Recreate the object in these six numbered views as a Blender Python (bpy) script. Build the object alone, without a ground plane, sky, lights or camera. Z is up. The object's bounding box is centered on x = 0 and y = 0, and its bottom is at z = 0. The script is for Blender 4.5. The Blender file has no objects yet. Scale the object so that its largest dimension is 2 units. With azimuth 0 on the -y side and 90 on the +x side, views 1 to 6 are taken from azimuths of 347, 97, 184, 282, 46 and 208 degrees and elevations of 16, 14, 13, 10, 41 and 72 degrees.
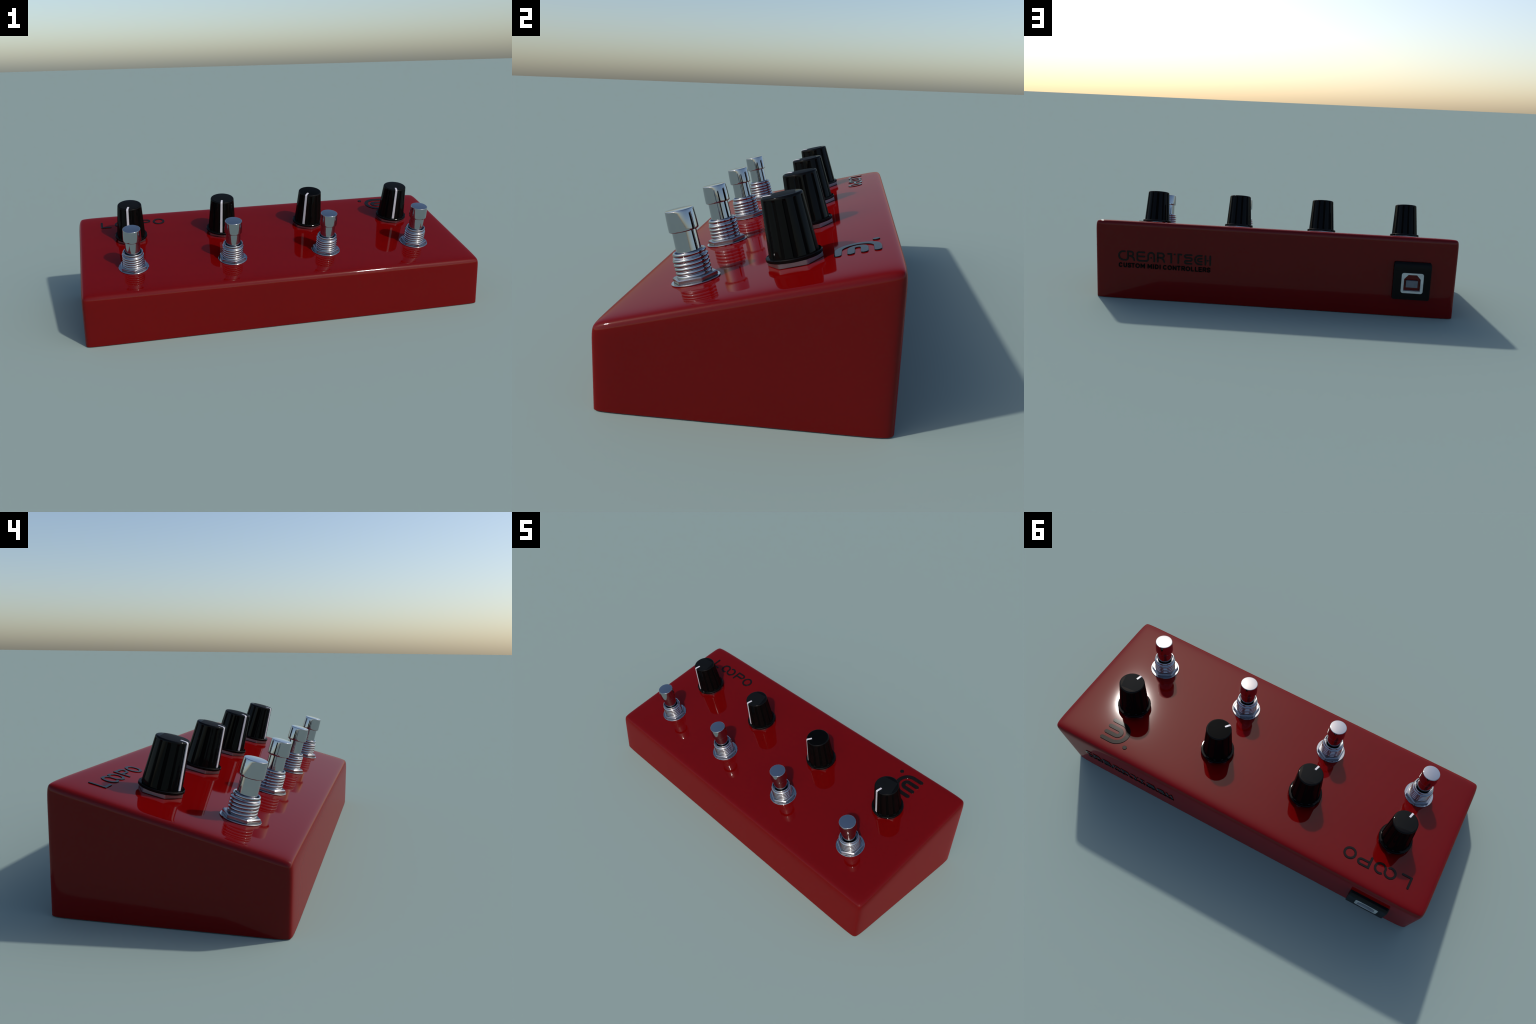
"""A red, sloping four-channel loop controller pedal: glossy housing, four black
fluted knobs, four chromed stomp switches, raised lettering and a USB socket."""
import bpy, bmesh, math
from math import sin, cos, pi, radians
from mathutils import Vector, Matrix

# ----------------------------------------------------------------- main sizes
HALF_X = 1.0                 # half length of the housing
FRONT_Y, REAR_Y = -0.413, 0.389
SOCKET_Y = 0.413             # outermost face of the USB socket
TOP_Z, SLOPE = 0.349, 0.2563  # top plane: z = TOP_Z + SLOPE * y
TILT = math.atan(SLOPE)

# frame of the sloping top: x stays x, v runs up the slope, h stands off it
TOP = Matrix.Translation((0, 0, TOP_Z)) @ Matrix.Rotation(TILT, 4, 'X')
# frame of the rear wall seen from behind: local x = -world x, local y = up
REAR = Matrix.Translation((0, REAR_Y, 0)) @ Matrix.Rotation(pi, 4, 'Z') @ Matrix.Rotation(pi / 2, 4, 'X')


# ------------------------------------------------------------------ materials
def material(name, color, rough, metallic=0.0, spec=0.5, coat=0.0, coat_rough=0.03,
             grain=0.0, grain_scale=40.0, rough_var=0.0, ior=1.5, diffuse_rough=0.0, sheen=0.0, sheen_rough=0.5, sheen_tint=(1, 1, 1)):
    m = bpy.data.materials.new(name)
    m.use_nodes = True
    nt = m.node_tree
    b = nt.nodes['Principled BSDF']
    b.inputs['Base Color'].default_value = (*color, 1)
    b.inputs['Roughness'].default_value = rough
    b.inputs['Metallic'].default_value = metallic
    b.inputs['Diffuse Roughness'].default_value = diffuse_rough
    b.inputs['Specular IOR Level'].default_value = spec
    b.inputs['IOR'].default_value = ior
    b.inputs['Coat Weight'].default_value = coat
    b.inputs['Coat Roughness'].default_value = coat_rough
    b.inputs['Sheen Weight'].default_value = sheen
    b.inputs['Sheen Roughness'].default_value = sheen_rough
    b.inputs['Sheen Tint'].default_value = (*sheen_tint, 1)
    if grain or rough_var:
        tc = nt.nodes.new('ShaderNodeTexCoord')
        nz = nt.nodes.new('ShaderNodeTexNoise')
        nz.inputs['Scale'].default_value = grain_scale
        nz.inputs['Detail'].default_value = 5
        nt.links.new(tc.outputs['Object'], nz.inputs['Vector'])
        if grain:
            r = nt.nodes.new('ShaderNodeValToRGB')
            r.color_ramp.elements[0].position = 0.3
            r.color_ramp.elements[1].position = 0.7
            r.color_ramp.elements[0].color = (*[c * (1 - grain) for c in color], 1)
            r.color_ramp.elements[1].color = (*[min(1, c * (1 + grain)) for c in color], 1)
            nt.links.new(nz.outputs['Fac'], r.inputs['Fac'])
            nt.links.new(r.outputs['Color'], b.inputs['Base Color'])
        if rough_var:
            mr = nt.nodes.new('ShaderNodeMapRange')
            mr.inputs['To Min'].default_value = max(0, rough - rough_var)
            mr.inputs['To Max'].default_value = rough + rough_var
            nt.links.new(nz.outputs['Fac'], mr.inputs['Value'])
            nt.links.new(mr.outputs['Result'], b.inputs['Roughness'])
    return m


GLOSS = 0.43                  # share of the full lacquer reflection
RED = material('red_gloss_paint', (0.113, 0.0012, 0.0014), 0.5, spec=0.0, coat=GLOSS, coat_rough=0.044,
               sheen=0.2, sheen_rough=0.5, sheen_tint=(1.0, 0.0, 0.0), grain=0.03, grain_scale=3.0)
BLACK = material('black_knob_plastic', (0.0026, 0.0025, 0.0024), 0.5, spec=0.0, coat=0.26, coat_rough=0.06, grain=0.1, grain_scale=60)
CAP_SKY_TINT = material('knob_cap_sky_tinted', (0.0044, 0.0052, 0.0060), 0.6, spec=0.06, grain=0.06, grain_scale=60)  # base lifted and blued to carry the dim sky reflection on the tops
GROOVE_SHADE = material('knob_groove_painted_shade', (0.0010, 0.0010, 0.0010), 0.6, spec=0.05, grain=0.1, grain_scale=60)
CAP_SHADE_TINT = material('knob_cap_painted_shade', (0.0008, 0.0010, 0.0011), 0.6, spec=0.04, grain=0.1, grain_scale=60)  # same plastic, blackened where the third knob's top shows no reflected light
WHITE = material('white_pointer_paint', (0.56, 0.54, 0.575), 0.35, grain=0.03, grain_scale=60)
CHROME = material('polished_chrome', (0.43, 0.44, 0.46), 0.06, metallic=1.0, grain=0.02, grain_scale=30)
STEEL = material('nut_steel', (0.38, 0.38, 0.40), 0.26, metallic=1.0, grain=0.05, grain_scale=80)
NUT_STEEL = material('knob_nut_steel', (0.36, 0.36, 0.38), 0.34, metallic=1.0, grain=0.05, grain_scale=80)
INK = material('dark_lettering', (0.0065, 0.0046, 0.0042), 0.05, spec=0.15, grain=0.08, grain_scale=60)
INK_MATT = material('matt_black_lettering', (0.0012, 0.0012, 0.0012), 0.5, spec=0.05, grain=0.1, grain_scale=60)
SOCKET_BLACK = material('socket_plastic', (0.0022, 0.0028, 0.0032), 0.4, spec=0.12, grain=0.15, grain_scale=30)
SHIELD = material('socket_shield_metal', (0.53, 0.57, 0.55), 0.42, metallic=0.35, spec=0.3, grain=0.16, grain_scale=26, rough_var=0.1)
TONGUE = material('socket_tongue_plastic', (0.14, 0.155, 0.175), 0.4, spec=0.2, grain=0.08, grain_scale=60)


# -------------------------------------------------------------------- helpers
def finish(bm, name, mat, parent=None, matrix=None, sharp=35, kind=None):
    bmesh.ops.remove_doubles(bm, verts=bm.verts, dist=1e-6)
    bmesh.ops.recalc_face_normals(bm, faces=bm.faces)
    lim = radians(sharp)
    for f in bm.faces:
        f.smooth = True
    for e in bm.edges:
        e.smooth = not (len(e.link_faces) == 2 and e.calc_face_angle(0) > lim)
    me = bpy.data.meshes.new(name)
    bm.to_mesh(me)
    bm.free()
    me.materials.append(mat)
    return place(me, name, parent, matrix, kind)


def place(me, name, parent=None, matrix=None, kind=None):
    ob = bpy.data.objects.new(name, me)
    bpy.context.scene.collection.objects.link(ob)
    if parent:
        ob.parent = parent
    if matrix is not None:
        ob.matrix_local = matrix
    if kind:
        ob['kind'] = kind
    return ob


def lathe(bm, profile, segs, radius=None, close_top=True, close_bottom=True):
    """Turn (r, h) points round z; radius(r, h, angle) may flute the wall."""
    rings = []
    for r, h in profile:
        ring = []
        for i in range(segs):
            a = 2 * pi * i / segs
            rr = radius(r, h, a) if radius else r
            ring.append(bm.verts.new((rr * cos(a), rr * sin(a), h)))
        rings.append(ring)
    for lo, hi in zip(rings, rings[1:]):
        for i in range(segs):
            j = (i + 1) % segs
            bm.faces.new((lo[i], lo[j], hi[j], hi[i]))
    if close_bottom:
        bm.faces.new(rings[0][::-1])
    if close_top:
        bm.faces.new(rings[-1])
    return rings


def arc(cx, cy, r, a0, a1, n=None):
    n = n or max(4, int(abs(a1 - a0) / 9))
    return [(cx + r * cos(radians(a0 + (a1 - a0) * i / n)),
             cy + r * sin(radians(a0 + (a1 - a0) * i / n))) for i in range(n + 1)]


def clean(path):
    out = [Vector(path[0])]
    for p in path[1:]:
        if (Vector(p) - out[-1]).length > 1e-5:
            out.append(Vector(p))
    return out


def offset_outline(path, w, closed):
    """Outline(s) of a pen stroke of half width w along a 2D path, round ends."""
    p = clean(path)
    if closed and (p[0] - p[-1]).length < 1e-5:
        p.pop()
    n = len(p)
    left, right = [], []
    for i in range(n):
        a = p[i - 1] if (closed or i) else None
        b = p[(i + 1) % n] if (closed or i < n - 1) else None
        d0 = (p[i] - a).normalized() if a is not None else (b - p[i]).normalized()
        d1 = (b - p[i]).normalized() if b is not None else d0
        n0, n1 = Vector((-d0.y, d0.x)), Vector((-d1.y, d1.x))
        m = (n0 + n1).normalized()
        k = w / max(0.5, m.dot(n0))
        left.append(p[i] + m * k)
        right.append(p[i] - m * k)
    if closed:
        return [left, right]
    caps = []
    for end, q in ((p[-1], p[-2]), (p[0], p[1])):
        d = (end - q).normalized()
        a0 = math.atan2(d.y, d.x)
        caps.append([end + w * Vector((cos(a0 + t), sin(a0 + t)))
                     for t in [radians(v) for v in range(60, -61, -30)]])
    return [left + caps[0] + right[::-1] + caps[1]]


def stroke(bm, path, width, thick, closed=False, base=-0.004, bevel=0.0007):
    """A raised pen stroke with a small bevelled top edge, built from two walls."""
    w = width / 2
    n = None
    levels = [(w, base), (w, thick - bevel), (w - bevel, thick)]
    loops = []
    for ww, h in levels:
        outs = offset_outline(path, ww, closed)
        loops.append([[bm.verts.new((q.x, q.y, h)) for q in o] for o in outs])
    for lo, hi in zip(loops, loops[1:]):
        for a, b in zip(lo, hi):
            m = len(a)
            for i in range(m):
                j = (i + 1) % m
                bm.faces.new((a[i], a[j], b[j], b[i]))
    top, bot = loops[-1], loops[0]
    for side in (top, bot):
        if closed:
            a, b = side
            m = len(a)
            for i in range(m):
                j = (i + 1) % m
                bm.faces.new((a[i], a[j], b[j], b[i]))
        else:
            # strip between the left and right wall, fans at the ends
            ring = side[0]
            npt = (len(ring) - 10) // 2
            L, R = ring[:npt], ring[npt + 5:npt * 2 + 5][::-1]
            c1, c0 = ring[npt:npt + 5], ring[npt * 2 + 5:]
            for i in range(npt - 1):
                bm.faces.new((L[i], L[i + 1], R[i + 1], R[i]))
            bm.faces.new([L[-1]] + c1 + [R[-1]])
            bm.faces.new([R[0]] + c0 + [L[0]])


def disc(bm, x, y, r, thick, base=-0.004, bevel=0.0007, segs=24):
    prof = [(r, base), (r, thick - bevel), (r - bevel, thick)]
    rings = lathe(bm, prof, segs)
    bmesh.ops.translate(bm, verts=[v for g in rings for v in g], vec=(x, y, 0))


def glyph(name, strokes, parent, matrix, mat, width, thick, dots=()):
    bm = bmesh.new()
    for k, s in enumerate(strokes):
        path, closed = (s, False) if isinstance(s, list) else s
        stroke(bm, path, width, thick + 0.00025 * k, closed)
    for x, y, r in dots:
        disc(bm, x, y, r, thick)
    return finish(bm, name, mat, parent, matrix, sharp=30)


# ---------------------------------------------------------------- the object
pedal = bpy.data.objects.new('effects_pedal', None)
bpy.context.scene.collection.objects.link(pedal)
pedal['label'] = 'glossy red wedge pedal with four black knobs and chrome switches'
pedal['category'] = 'guitar pedal'


# ------------------------------------------------------------------- housing
def build_housing():
    """Wedge cage with holding loops near its edges, smoothed by subdivision.
    The bottom rim is creased, so it stays crisp while its corners round off."""
    ax, ay, ar, az = 0.066, 0.048, 0.079, 0.050
    lean = 0.0005                       # the rear wall tips in a little towards the top
    xs = [-HALF_X, -HALF_X + ax, HALF_X - ax, HALF_X]
    ys = [FRONT_Y, FRONT_Y + ay, REAR_Y - ar, REAR_Y]
    bm = bmesh.new()
    verts = {}

    def vert(i, j, k):
        if (i, j, k) not in verts:
            x, y = xs[i], ys[j]
            if j == 3 and k:
                y -= lean
            top = TOP_Z + SLOPE * y
            z = (0.0, top - az, top)[k]
            verts[i, j, k] = bm.verts.new((x, y, z))
        return verts[i, j, k]

    for i in range(3):
        for j in range(3):
            bm.faces.new([vert(*q) for q in ((i, j, 2), (i + 1, j, 2), (i + 1, j + 1, 2), (i, j + 1, 2))])
            bm.faces.new([vert(*q) for q in ((i, j + 1, 0), (i + 1, j + 1, 0), (i + 1, j, 0), (i, j, 0))])
    for k in range(2):
        for i in range(3):
            for j in (0, 3):
                bm.faces.new([vert(*q) for q in ((i, j, k), (i + 1, j, k), (i + 1, j, k + 1), (i, j, k + 1))])
            for j in (0, 3):
                bm.faces.new([vert(*q) for q in ((j, i, k), (j, i + 1, k), (j, i + 1, k + 1), (j, i, k + 1))])
    bmesh.ops.recalc_face_normals(bm, faces=bm.faces)
    cl = bm.edges.layers.float.new('crease_edge')
    for e in bm.edges:
        a, b = e.verts
        if a.co.z < 1e-6 and b.co.z < 1e-6 and any(abs(f.normal.z) < 0.5 for f in e.link_faces):
            e[cl] = 1.0
    ob = finish(bm, 'housing', RED, pedal, sharp=180)
    mod = ob.modifiers.new('round', 'SUBSURF')
    mod.levels = mod.render_levels = 5
    mod.boundary_smooth = 'ALL'
    dg = bpy.context.evaluated_depsgraph_get()
    me = bpy.data.meshes.new_from_object(ob.evaluated_get(dg))
    ob.modifiers.clear()
    ob.data = me
    bm = bmesh.new()
    bm.from_mesh(me)
    for e in bm.edges:
        e.smooth = e.calc_face_angle(0) < radians(60)
    bm.to_mesh(me)
    bm.free()
    me.name = 'housing'
    return ob


build_housing()


# --------------------------------------------------------------- hexagon nut
def nut_mesh(bm, radius, h0, h1, chamfer, segs_corner=1):
    rings = []
    for r, h in ((radius - 0.0022, h0), (radius, h0 + 0.0026), (radius, h1 - chamfer), (radius - chamfer * 1.4, h1)):
        ring = []
        for k in range(6):
            a = radians(30 + 60 * k)
            # slightly blunted corners catch a line of light
            for da in (-1.4, 1.4):
                ring.append(bm.verts.new((r * cos(a + radians(da)), r * sin(a + radians(da)), h)))
        rings.append(ring)
    for lo, hi in zip(rings, rings[1:]):
        m = len(lo)
        for i in range(m):
            bm.faces.new((lo[i], lo[(i + 1) % m], hi[(i + 1) % m], hi[i]))
    bm.faces.new(rings[0][::-1])
    bm.faces.new(rings[-1])


# ---------------------------------------------------------------------- knob
KNOB_H = 0.195
FLANGE0, FLANGE1 = 0.0155, 0.0265
CONE_R0, CONE_R1 = 0.0716, 0.0602
CAP_R = 0.0545
FLUTES = 12


def knob_mesh(clean_cap):
    bm = bmesh.new()
    segs = FLUTES * 16

    def fluted(r, h, a):
        if FLANGE1 + 0.001 < h < KNOB_H - 0.0075:
            t = (a * FLUTES / (2 * pi)) % 1.0          # 0..1 across rib + groove
            g = 1.0 if 0.66 < t < 0.98 else 0.0        # groove between two ribs
            fade = min(1.0, (KNOB_H - 0.0075 - h) / 0.004)
            return r - 0.0026 * g * fade
        return r

    def cone(h):
        return CONE_R0 + (CONE_R1 - CONE_R0) * (h - FLANGE1) / (KNOB_H - 0.006 - FLANGE1)

    hs = [FLANGE1 + 0.0015] + [FLANGE1 + (KNOB_H - 0.012 - FLANGE1) * k / 8 for k in range(1, 9)]
    prof = [(0.0800, FLANGE0), (0.0818, FLANGE0 + 0.0015), (0.0816, FLANGE1 - 0.0025), (0.0795, FLANGE1 - 0.0003),
            (0.0742, FLANGE1), (CONE_R0, FLANGE1 + 0.0004)]
    prof += [(cone(h), h) for h in hs]
    prof += [(cone(KNOB_H - 0.0075), KNOB_H - 0.0072)]
    r1 = cone(KNOB_H - 0.006)
    for t in (10, 30, 50, 70, 90):
        prof.append((CAP_R + (r1 - CAP_R) * cos(radians(t)), KNOB_H - 0.006 + 0.006 * sin(radians(t))))
    rings = lathe(bm, prof, segs, fluted, close_top=False)
    # groove faces coloured deeper black to paint in the dark shading bands
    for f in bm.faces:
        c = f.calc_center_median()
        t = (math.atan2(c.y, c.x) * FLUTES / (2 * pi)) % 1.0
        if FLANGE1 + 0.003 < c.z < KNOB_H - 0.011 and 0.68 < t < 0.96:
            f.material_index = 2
    # flat cap; two rim segments in another black draw triangular shading patches
    rim = rings[-1]

    def at(deg):
        return int(round((deg % 360) / 360 * segs)) % segs
    if clean_cap:
        bm.faces.new(rim).material_index = 1
    else:
        a, b, c = at(79), at(155), at(244)
        for i0, i1 in ((a, b), (b, c)):
            seg = rim[i0:i1 + 1]
            bm.faces.new(seg)
        main = rim[c:] + rim[:a + 1] + [rim[b]]
        bm.faces.new(main).material_index = 1
    me_name = 'knob'
    bmesh.ops.recalc_face_normals(bm, faces=bm.faces)
    for f in bm.faces:
        f.smooth = True
    for e in bm.edges:
        e.smooth = e.calc_face_angle(0) < radians(22)
    me = bpy.data.meshes.new(me_name)
    bm.to_mesh(me)
    bm.free()
    me.materials.append(BLACK)
    me.materials.append(CAP_SHADE_TINT if clean_cap else CAP_SKY_TINT)
    me.materials.append(GROOVE_SHADE)
    return me, cone


def pointer_mesh(cone):
    """White bar that climbs the cone along local +x and folds onto the cap."""
    path = [(cone(h), h) for h in [FLANGE1 + 0.0015 + (KNOB_H - 0.0085 - FLANGE1 - 0.0015) * k / 6 for k in range(7)]]
    r1 = cone(KNOB_H - 0.006)
    path += [(CAP_R + (r1 - CAP_R) * cos(radians(t)), KNOB_H - 0.006 + 0.006 * sin(radians(t))) for t in (15, 40, 65, 90)]
    path += [(0.045, KNOB_H), (0.0315, KNOB_H)]
    bm = bmesh.new()
    rings = []
    n = len(path)
    for i, (r, h) in enumerate(path):
        a = Vector(path[max(0, i - 1)])
        b = Vector(path[min(n - 1, i + 1)])
        d = (b - a).normalized()
        o = Vector((d.y, -d.x))
        if o.x < 0 and o.y < 0:
            o = -o
        w = 0.0060 - 0.0014 * i / (n - 1)
        top = Vector((r, h)) + o * 0.0013
        low = Vector((r, h)) - o * 0.0020
        ch = 0.0005
        mid = Vector((r, h)) + o * (0.0013 - ch)
        rings.append([bm.verts.new((low.x, -w, low.y)), bm.verts.new((mid.x, -w, mid.y)),
                      bm.verts.new((top.x, -w + ch, top.y)), bm.verts.new((top.x, w - ch, top.y)),
                      bm.verts.new((mid.x, w, mid.y)), bm.verts.new((low.x, w, low.y))])
    for lo, hi in zip(rings, rings[1:]):
        for i in range(6):
            bm.faces.new((lo[i], lo[(i + 1) % 6], hi[(i + 1) % 6], hi[i]))
    bm.faces.new(rings[0][::-1])
    bm.faces.new(rings[-1])
    bmesh.ops.recalc_face_normals(bm, faces=bm.faces)
    for f in bm.faces:
        f.smooth = True
    for e in bm.edges:
        e.smooth = e.calc_face_angle(0) < radians(35)
    me = bpy.data.meshes.new('pointer')
    bm.to_mesh(me)
    bm.free()
    me.materials.append(WHITE)
    return me


knob_me, cone_fn = knob_mesh(False)
knob_clean_me, _ = knob_mesh(True)
pointer_me = pointer_mesh(cone_fn)
bm = bmesh.new()
nut_mesh(bm, 0.0800, -0.0008, FLANGE0 + 0.0005, 0.0012)
knob_nut = finish(bm, 'knob_nut', NUT_STEEL, sharp=25)
knob_nut_me = knob_nut.data
bpy.data.objects.remove(knob_nut)

KNOBS = [(-0.7325, 0.0980, -104, False), (-0.2517, 0.0990, -104, False),
         (0.2325, 0.1070, -126, True), (0.7228, 0.0960, -104, False)]
for x, v, turn, plain in KNOBS:
    seat = TOP @ Matrix.Translation((x, v, 0))
    k = place(knob_clean_me if plain else knob_me, 'knob', pedal, seat @ Matrix.Rotation(radians(turn), 4, 'Z'))
    place(pointer_me, 'pointer', k, Matrix.Identity(4))
    place(knob_nut_me, 'nut', k, Matrix.Rotation(-radians(turn), 4, 'Z'))


# --------------------------------------------------------------- foot switch
SW_H = 0.2095


def switch_meshes():
    out = {}
    # washer
    bm = bmesh.new()
    lathe(bm, [(0.0708, -0.0006), (0.0725, 0.0012), (0.0725, 0.0032), (0.0715, 0.0042)], 96)
    out['washer'] = (bm, CHROME, 25)
    # nut with its corners turned down
    bm = bmesh.new()
    nut_mesh(bm, 0.0675, 0.0040, 0.0178, 0.0028)
    out['nut'] = (bm, STEEL, 22)
    # threaded barrel: rounded helical ridges under a smooth hollow lip
    bm = bmesh.new()
    segs, pitch, h0, h1 = 96, 0.0121, 0.012, 0.0775
    rows = 200
    grid = []
    for k in range(rows + 1):
        h = h0 + (h1 - h0) * k / rows
        ring = []
        for i in range(segs):
            a = 2 * pi * i / segs
            t = ((h - 0.0015) / pitch - a / (2 * pi)) % 1.0
            r = 0.0485 + 0.0040 * abs(sin(pi * t)) ** 0.55
            fade = min(1.0, (h1 - h) / 0.004)
            r = 0.0465 + (r - 0.0465) * fade
            ring.append(bm.verts.new((r * cos(a), r * sin(a), h)))
        grid.append(ring)
    lip = [(0.0468, 0.0790), (0.0482, 0.0808), (0.0488, 0.0835), (0.0486, 0.0860), (0.0475, 0.0882), (0.0455, 0.0895),
           (0.0435, 0.0892), (0.0420, 0.0878), (0.0412, 0.0855), (0.0408, 0.074), (0.0300, 0.074)]
    for r, h in lip:
        grid.append([bm.verts.new((r * cos(2 * pi * i / segs), r * sin(2 * pi * i / segs), h)) for i in range(segs)])
    for lo, hi in zip(grid, grid[1:]):
        for i in range(segs):
            j = (i + 1) % segs
            bm.faces.new((lo[i], lo[j], hi[j], hi[i]))
    bm.faces.new(grid[0][::-1])
    bm.faces.new(grid[-1])
    out['threaded_barrel'] = (bm, CHROME, 65)
    # plunger with its wider cap
    bm = bmesh.new()
    # both the stem and the cap widen a little towards the bottom
    prof = [(0.0374, 0.070), (0.0368, 0.090), (0.0362, 0.110), (0.0357, 0.130), (0.0354, 0.1480)]
    prof += [(0.0398 + 0.0036 * sin(radians(t)), 0.1516 - 0.0036 * cos(radians(t))) for t in (0, 22, 45, 68, 90)]
    for k in range(1, 13):
        u = k / 12
        prof.append((0.0434 - 0.0022 * u ** 2.2, 0.1516 + (SW_H - 0.0022 - 0.1516) * u))
    prof += [(0.0390 + 0.0022 * cos(radians(t)), SW_H - 0.0022 + 0.0022 * sin(radians(t))) for t in (25, 50, 75, 90)]
    lathe(bm, prof, 96)
    out['plunger'] = (bm, CHROME, 30)
    res = {}
    for name, (bm, mat, sharp) in out.items():
        o = finish(bm, name + '_tmp', mat, sharp=sharp)
        res[name] = o.data
        o.data.name = name
        bpy.data.objects.remove(o)
    return res


SW = switch_meshes()
for x, v in ((-0.7440, -0.1975), (-0.2533, -0.1975), (0.2373, -0.1975), (0.7285, -0.1975)):
    s = place(SW['threaded_barrel'], 'foot_switch', pedal, TOP @ Matrix.Translation((x, v, 0)))
    for part in ('plunger', 'nut', 'washer'):
        place(SW[part], part, s, Matrix.Identity(4))


# ------------------------------------------------- raised lettering on the top
T_TOP = 0.0026
W_TOP = 0.0110


def top_glyph(strokes, width, dots=(), name='letter'):
    return glyph(name, strokes, pedal, TOP, INK, width, T_TOP, dots)


def up(points):          # v measured from y/cos(tilt): already slope coordinates
    return points


top_glyph([[(-0.8775, 0.2935), (-0.8772, 0.2395), (-0.8335, 0.2395)]], W_TOP)
# two linked open rings, drawn as one S-shaped stroke
R_O = 0.0255
top_glyph([arc(-0.7785, 0.2665, R_O, -62, -345, 32) + arc(-0.7290, 0.2665, R_O, 195, 478, 32)], W_TOP)
# P: stem and a bowl that rounds only on its far side
top_glyph([[(-0.6765, 0.2400), (-0.6765, 0.2935)] + arc(-0.6355, 0.2800, 0.0135, 90, -90, 14) + [(-0.6720, 0.2665)]], W_TOP)
top_glyph([(arc(-0.5730, 0.2668, 0.0265, 0, 360, 48), True)], W_TOP)

# hand-like logo: two nested hairpins and a dot
W_LOGO = 0.0210
cy = (0.2176 + 0.328) / 2
top_glyph([[(0.7555, 0.2170), (0.7080, 0.2170)] + arc(0.7080, cy, cy - 0.2170, -90, -270, 36) + [(0.7555, 2 * cy - 0.2170)],
           [(0.7555, 0.2540), (0.7050, 0.2540)] + arc(0.7050, cy, cy - 0.2540, -90, -270, 20) + [(0.7555, 2 * cy - 0.2540)]],
          W_LOGO, dots=[(0.6268, 0.3274, 0.0108)], name='logo')


# ---------------------------------------------- raised lettering on the rear
T_REAR = 0.0026


def rear(points):
    return [(-x, z) for x, z in points]


def flip(a):             # mirrored arcs are handled by mapping points
    return [(-x, z) for x, z in a]


W_R = 0.0092
ZT, ZB, ZM = 0.2700, 0.2212, 0.2455     # pen heights: top, bottom, middle


def rear_glyph(strokes, dots=(), name='letter'):
    return glyph(name, strokes, pedal, REAR, INK, W_R, T_REAR, dots)


def P(*pts):
    return [(-x, z) for x, z in pts]


# C running into R (local x grows towards -world x)
cr = arc(-0.8360, ZM, (ZT - ZB) / 2, 90, 270, 18)
rear_glyph([
    [(-0.8265, ZT)] + cr + [(-0.8270, ZB)] + arc(-0.8230, ZB + 0.0135, 0.0135, -90, 0, 8) + [(-0.8095, ZT)] +
    [(-0.7920, ZT)] + arc(-0.7920, (ZT + ZM) / 2, (ZT - ZM) / 2, 90, -90, 12) + [(-0.7990, ZM)],
    [(-0.7985, ZM - 0.0005)] + arc(-0.7985, ZB - 0.0010, 0.0240, 85, 4, 8),
])
# E running into A
xe = -0.7470
rear_glyph([
    [(-0.7165, ZT), (xe - 0.0, ZT)] + arc(xe, ZT - 0.0100, 0.0100, 90, 180, 6) + [(xe - 0.0100, ZM + 0.004)] +
    [(xe - 0.0100, ZB + 0.0125)] + arc(xe + 0.0015, ZB + 0.0115, 0.0115, 180, 270, 7) +
    [(-0.7080, ZB)] + arc(-0.7080, ZB + 0.0125, 0.0125, -90, 0, 7) + [(-0.6955, ZT - 0.018)] +
    arc(-0.6785, ZT - 0.0170, 0.0170, 180, 0, 18) + [(-0.6615, ZB + 0.0005)],
    [(xe - 0.0080, ZM + 0.0005), (-0.7165, ZM + 0.0005)],
], dots=[(-0.6785, ZM - 0.0045, 0.0050)])
# R
rear_glyph([
    [(-0.6415, ZB + 0.0005), (-0.6415, ZT)] + [(-0.6190, ZT)] + arc(-0.6190, (ZT + ZM) / 2, (ZT - ZM) / 2, 90, -90, 12) + [(-0.6390, ZM)],
    [(-0.6290, ZM - 0.0005)] + arc(-0.6290, ZB - 0.0010, 0.0240, 85, 4, 8),
])
# two Ts facing one another with a dot between
rear_glyph([[(-0.5835, ZT), (-0.5655, ZT), (-0.5655, ZB)]])
rear_glyph([[(-0.5085, ZT), (-0.5260, ZT), (-0.5260, ZB)]], dots=[(-0.5460, ZT - 0.0005, 0.0052)])
# E drawn as a serpentine
r4 = (ZT - ZB) / 6
zs = [ZT, ZT - 2 * r4, ZT - 4 * r4, ZB]
xl, xr = -0.4815, -0.4590
rear_glyph([
    [(-0.4515, zs[0]), (xl, zs[0])] + arc(xl, zs[0] - r4, r4, 90, 270, 10) + [(xr, zs[1])] +
    arc(xr, zs[1] - r4, r4, 90, -90, 10) + [(xl, zs[2])] + arc(xl, zs[2] - r4, r4, 90, 270, 10) + [(-0.4515, zs[3])]])
# C around a small c
rear_glyph([
    [(-0.3945, ZT), (-0.4080, ZT)] + arc(-0.4080, ZM, (ZT - ZB) / 2, 90, 270, 18) + [(-0.3945, ZB)],
    [(-0.3945, ZM + 0.0085), (-0.4085, ZM + 0.0085)] + arc(-0.4085, ZM, 0.0085, 90, 270, 10) + [(-0.3945, ZM - 0.0085)]])
# H with a dot for its bar
rear_glyph([[(-0.3738, ZT), (-0.3738, ZB)], [(-0.3475, ZT), (-0.3475, ZB)]], dots=[(-0.3610, ZM - 0.001, 0.0046)])


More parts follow.
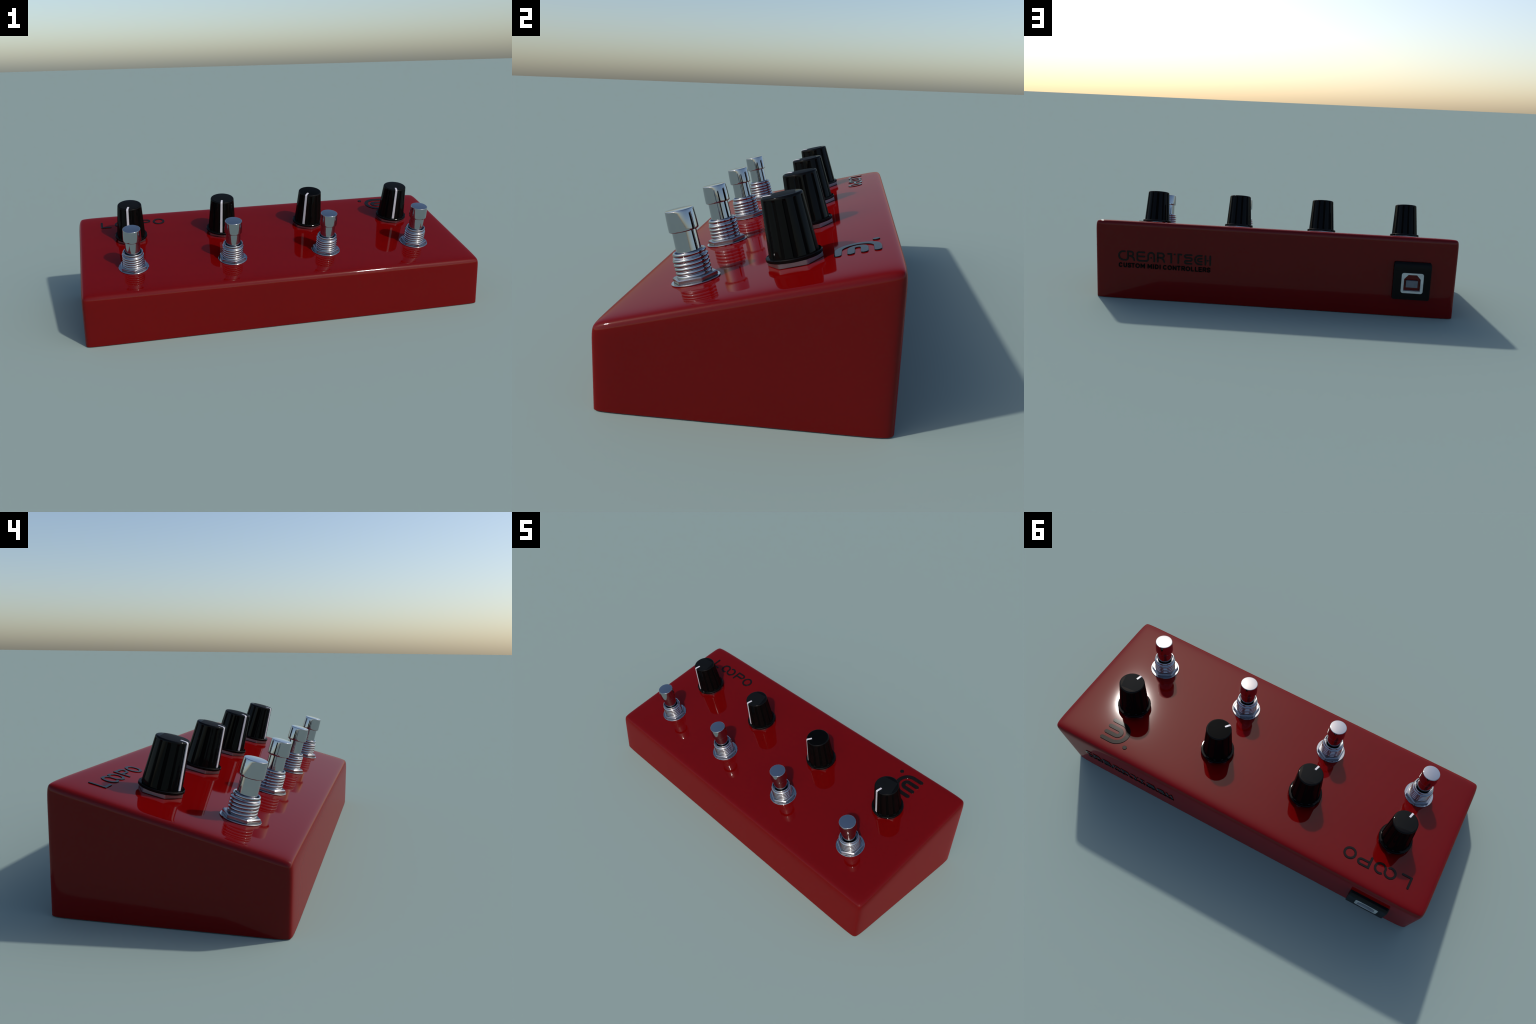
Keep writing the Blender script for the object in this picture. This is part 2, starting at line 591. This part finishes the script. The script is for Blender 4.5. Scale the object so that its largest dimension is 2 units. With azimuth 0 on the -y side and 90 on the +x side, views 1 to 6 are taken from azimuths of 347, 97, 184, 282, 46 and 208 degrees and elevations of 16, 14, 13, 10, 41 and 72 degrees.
def block_letter(ch, x0, x1, z0, z1, w):
    """Centre-line strokes of a bold capital inside the box x0..x1, z0..z1."""
    l, r, b, t = x0 + w / 2, x1 - w / 2, z0 + w / 2, z1 - w / 2
    m, c = (b + t) / 2, (l + r) / 2
    rx, q = (r - l) / 2, (t - b) / 4

    def oval(a0, a1, n=16):
        k = min(rx, (t - b) / 2)
        pts = []
        for i in range(n + 1):
            a = radians(a0 + (a1 - a0) * i / n)
            pts.append((c + rx * cos(a), (t - k if sin(a) >= 0 else b + k) + k * sin(a)))
        return pts

    def bowl(xa, top, bot, n=8):
        h = (top - bot) / 2
        return [(xa, top), (r - h, top)] + arc(r - h, top - h, h, 90, -90, n) + [(xa, bot)]
    if ch == 'C':
        return [oval(42, 318)]
    if ch == 'O':
        return [(oval(0, 360, 24)[:-1], True)]
    if ch == 'U':
        return [[(l, t)] + [(c + rx * cos(radians(a)), b + rx + rx * sin(radians(a))) for a in range(180, 361, 20)] + [(r, t)]]
    if ch == 'S':
        return [[(r, t - q * 0.7), (r - rx * 0.45, t), (l + rx * 0.5, t), (l, t - q * 0.7), (l + rx * 0.3, m + q * 0.35),
                 (r - rx * 0.3, m - q * 0.35), (r, b + q * 0.7), (r - rx * 0.5, b), (l + rx * 0.45, b), (l, b + q * 0.7)]]
    if ch == 'T':
        return [[(l, t), (r, t)], [(c, t), (c, b)]]
    if ch == 'M':
        return [[(l, b), (l, t)], [(l, t), (c, b + 1.3 * q), (r, t)], [(r, t), (r, b)]]
    if ch == 'N':
        return [[(l, b), (l, t)], [(l, t), (r, b)], [(r, b), (r, t)]]
    if ch == 'I':
        return [[(c, t), (c, b)]]
    if ch == 'D':
        return [[(l, b), (l, t)], bowl(l, t, b)]
    if ch == 'R':
        return [[(l, b), (l, t)], bowl(l, t, m - 0.1 * q), [(c, m - 0.1 * q), (r, b)]]
    if ch == 'L':
        return [[(l, t), (l, b), (r, b)]]
    if ch == 'E':
        return [[(r, t), (l, t), (l, b), (r, b)], [(l, m), (r - 0.1 * rx, m)]]


# letters with the left and right ends of their boxes along the line (0 to 1)
LINE = [('C', 0, 85), ('U', 100, 180), ('S', 192, 270), ('T', 274, 346), ('O', 359, 456), ('M', 470, 567),
        ('M', 620, 717), ('I', 735, 761), ('D', 780, 862), ('I', 879, 904),
        ('C', 954, 1036), ('O', 1049, 1146), ('N', 1160, 1246), ('T', 1254, 1331), ('R', 1345, 1428), ('O', 1439, 1536),
        ('L', 1551, 1617), ('L', 1635, 1701), ('E', 1711, 1787), ('R', 1800, 1882), ('S', 1889, 1968)]
for ch, a, b in LINE:
    k = (0.8625 - 0.3450) / 1968
    parts = block_letter(ch, -0.8625 + a * k, -0.8625 + b * k, 0.1782, 0.2058, 0.0066)
    glyph('letter', parts, pedal, REAR, INK_MATT, 0.0066, T_REAR)


# ---------------------------------------------------------------- USB socket
def rounded_rect(x0, x1, z0, z1, r, n=5):
    pts = []
    for cx, cz, a in ((x1 - r, z1 - r, 0), (x0 + r, z1 - r, 90), (x0 + r, z0 + r, 180), (x1 - r, z0 + r, 270)):
        pts += [(cx + r * cos(radians(a + 90 * k / n)), cz + r * sin(radians(a + 90 * k / n))) for k in range(n + 1)]
    return pts


def plate_with_hole(bm, outer, hole, d0, d1, bevel):
    """Prism between depths d0 and d1 (local z) with a through hole."""
    def ring(pts, h, shrink=0.0):
        cx = sum(p[0] for p in pts) / len(pts)
        cz = sum(p[1] for p in pts) / len(pts)
        out = []
        for x, z in pts:
            d = math.hypot(x - cx, z - cz)
            k = (d - shrink) / d
            out.append(bm.verts.new((cx + (x - cx) * k, cz + (z - cz) * k, h)))
        return out

    def wall(a, b):
        m = len(a)
        for i in range(m):
            bm.faces.new((a[i], a[(i + 1) % m], b[(i + 1) % m], b[i]))
    o0, o1, o2 = ring(outer, d0), ring(outer, d1 - bevel), ring(outer, d1, bevel)
    i0, i1 = ring(hole, d0), ring(hole, d1)
    wall(o0, o1)
    wall(o1, o2)
    wall(i0, i1)
    for a, b in ((o2, i1), (o0, i0)):
        edges = []
        for lp in (a, b):
            for i in range(len(lp)):
                e = bm.edges.get((lp[i], lp[(i + 1) % len(lp)]))
                edges.append(e)
        bmesh.ops.triangle_fill(bm, use_beauty=True, edges=edges)


DEPTH = SOCKET_Y - REAR_Y
opening = [(0.7130, 0.1490), (0.8040, 0.1490), (0.8040, 0.2160), (0.7815, 0.2405), (0.7355, 0.2405), (0.7130, 0.2160)]
bm = bmesh.new()
SX0, SX1, SZ0, SZ1, SZ2 = 0.6560, 0.8560, 0.1010, 0.2620, 0.3075
plate_with_hole(bm, [(SX1, SZ1), (SX0, SZ1)] + arc(SX0 + 0.009, SZ0 + 0.009, 0.009, 180, 270, 6) + arc(SX1 - 0.009, SZ0 + 0.009, 0.009, 270, 360, 6),
                opening, -0.004, DEPTH - 0.0006, 0.0003)
# rounded shoulder above the socket face, rounded off at both ends
shoulder = [(0.0, SZ2), (0.011, SZ2 - 0.0006), (0.0165, SZ2 - 0.0045), (0.0200, SZ2 - 0.0120), (0.0222, SZ2 - 0.0230),
            (0.0232, SZ2 - 0.0340), (DEPTH - 0.0006, SZ1)]
rows = []
RE = 0.011
for x in [SX0 + RE * (1 - cos(radians(a))) for a in (0, 20, 40, 65, 90)] + [SX1 - RE * (1 - cos(radians(a))) for a in (90, 65, 40, 20, 0)]:
    e = min(x - SX0, SX1 - x)
    drop = RE - math.sqrt(max(0.0, RE * RE - (RE - min(e, RE)) ** 2))
    zt = SZ2 - drop
    row = [bm.verts.new((x, SZ1 + (z - SZ1) * (zt - SZ1) / (SZ2 - SZ1), d)) for d, z in [(-0.004, SZ2)] + shoulder]
    row.append(bm.verts.new((x, SZ1, -0.004)))
    rows.append(row)
for p0, p1 in zip(rows, rows[1:]):
    for i in range(len(p0)):
        j = (i + 1) % len(p0)
        bm.faces.new((p0[i], p0[j], p1[j], p1[i]))
bm.faces.new(rows[0])
bm.faces.new(rows[-1][::-1])
socket = finish(bm, 'usb_socket', SOCKET_BLACK, pedal, REAR, sharp=30)
bm = bmesh.new()
hole2 = [(x + (0.0004 if x < 0.7585 else -0.0004), z + (0.0004 if z < 0.19 else -0.0004)) for x, z in opening]
plate_with_hole(bm, rounded_rect(0.7000, 0.8178, 0.1372, 0.2492, 0.0120), hole2, -0.003, DEPTH, 0.0006)
finish(bm, 'metal_shield', SHIELD, socket, Matrix.Identity(4), sharp=30)
bm = bmesh.new()
plate = rounded_rect(0.7268, 0.7888, 0.1685, 0.2060, 0.0012, 2)
a = [bm.verts.new((x, z, -0.003)) for x, z in plate]
b = [bm.verts.new((x, z, DEPTH - 0.006)) for x, z in plate]
for i in range(len(a)):
    j = (i + 1) % len(a)
    bm.faces.new((a[i], a[j], b[j], b[i]))
bm.faces.new(a[::-1])
bm.faces.new(b)
finish(bm, 'contact_tongue', TONGUE, socket, Matrix.Identity(4), sharp=30)
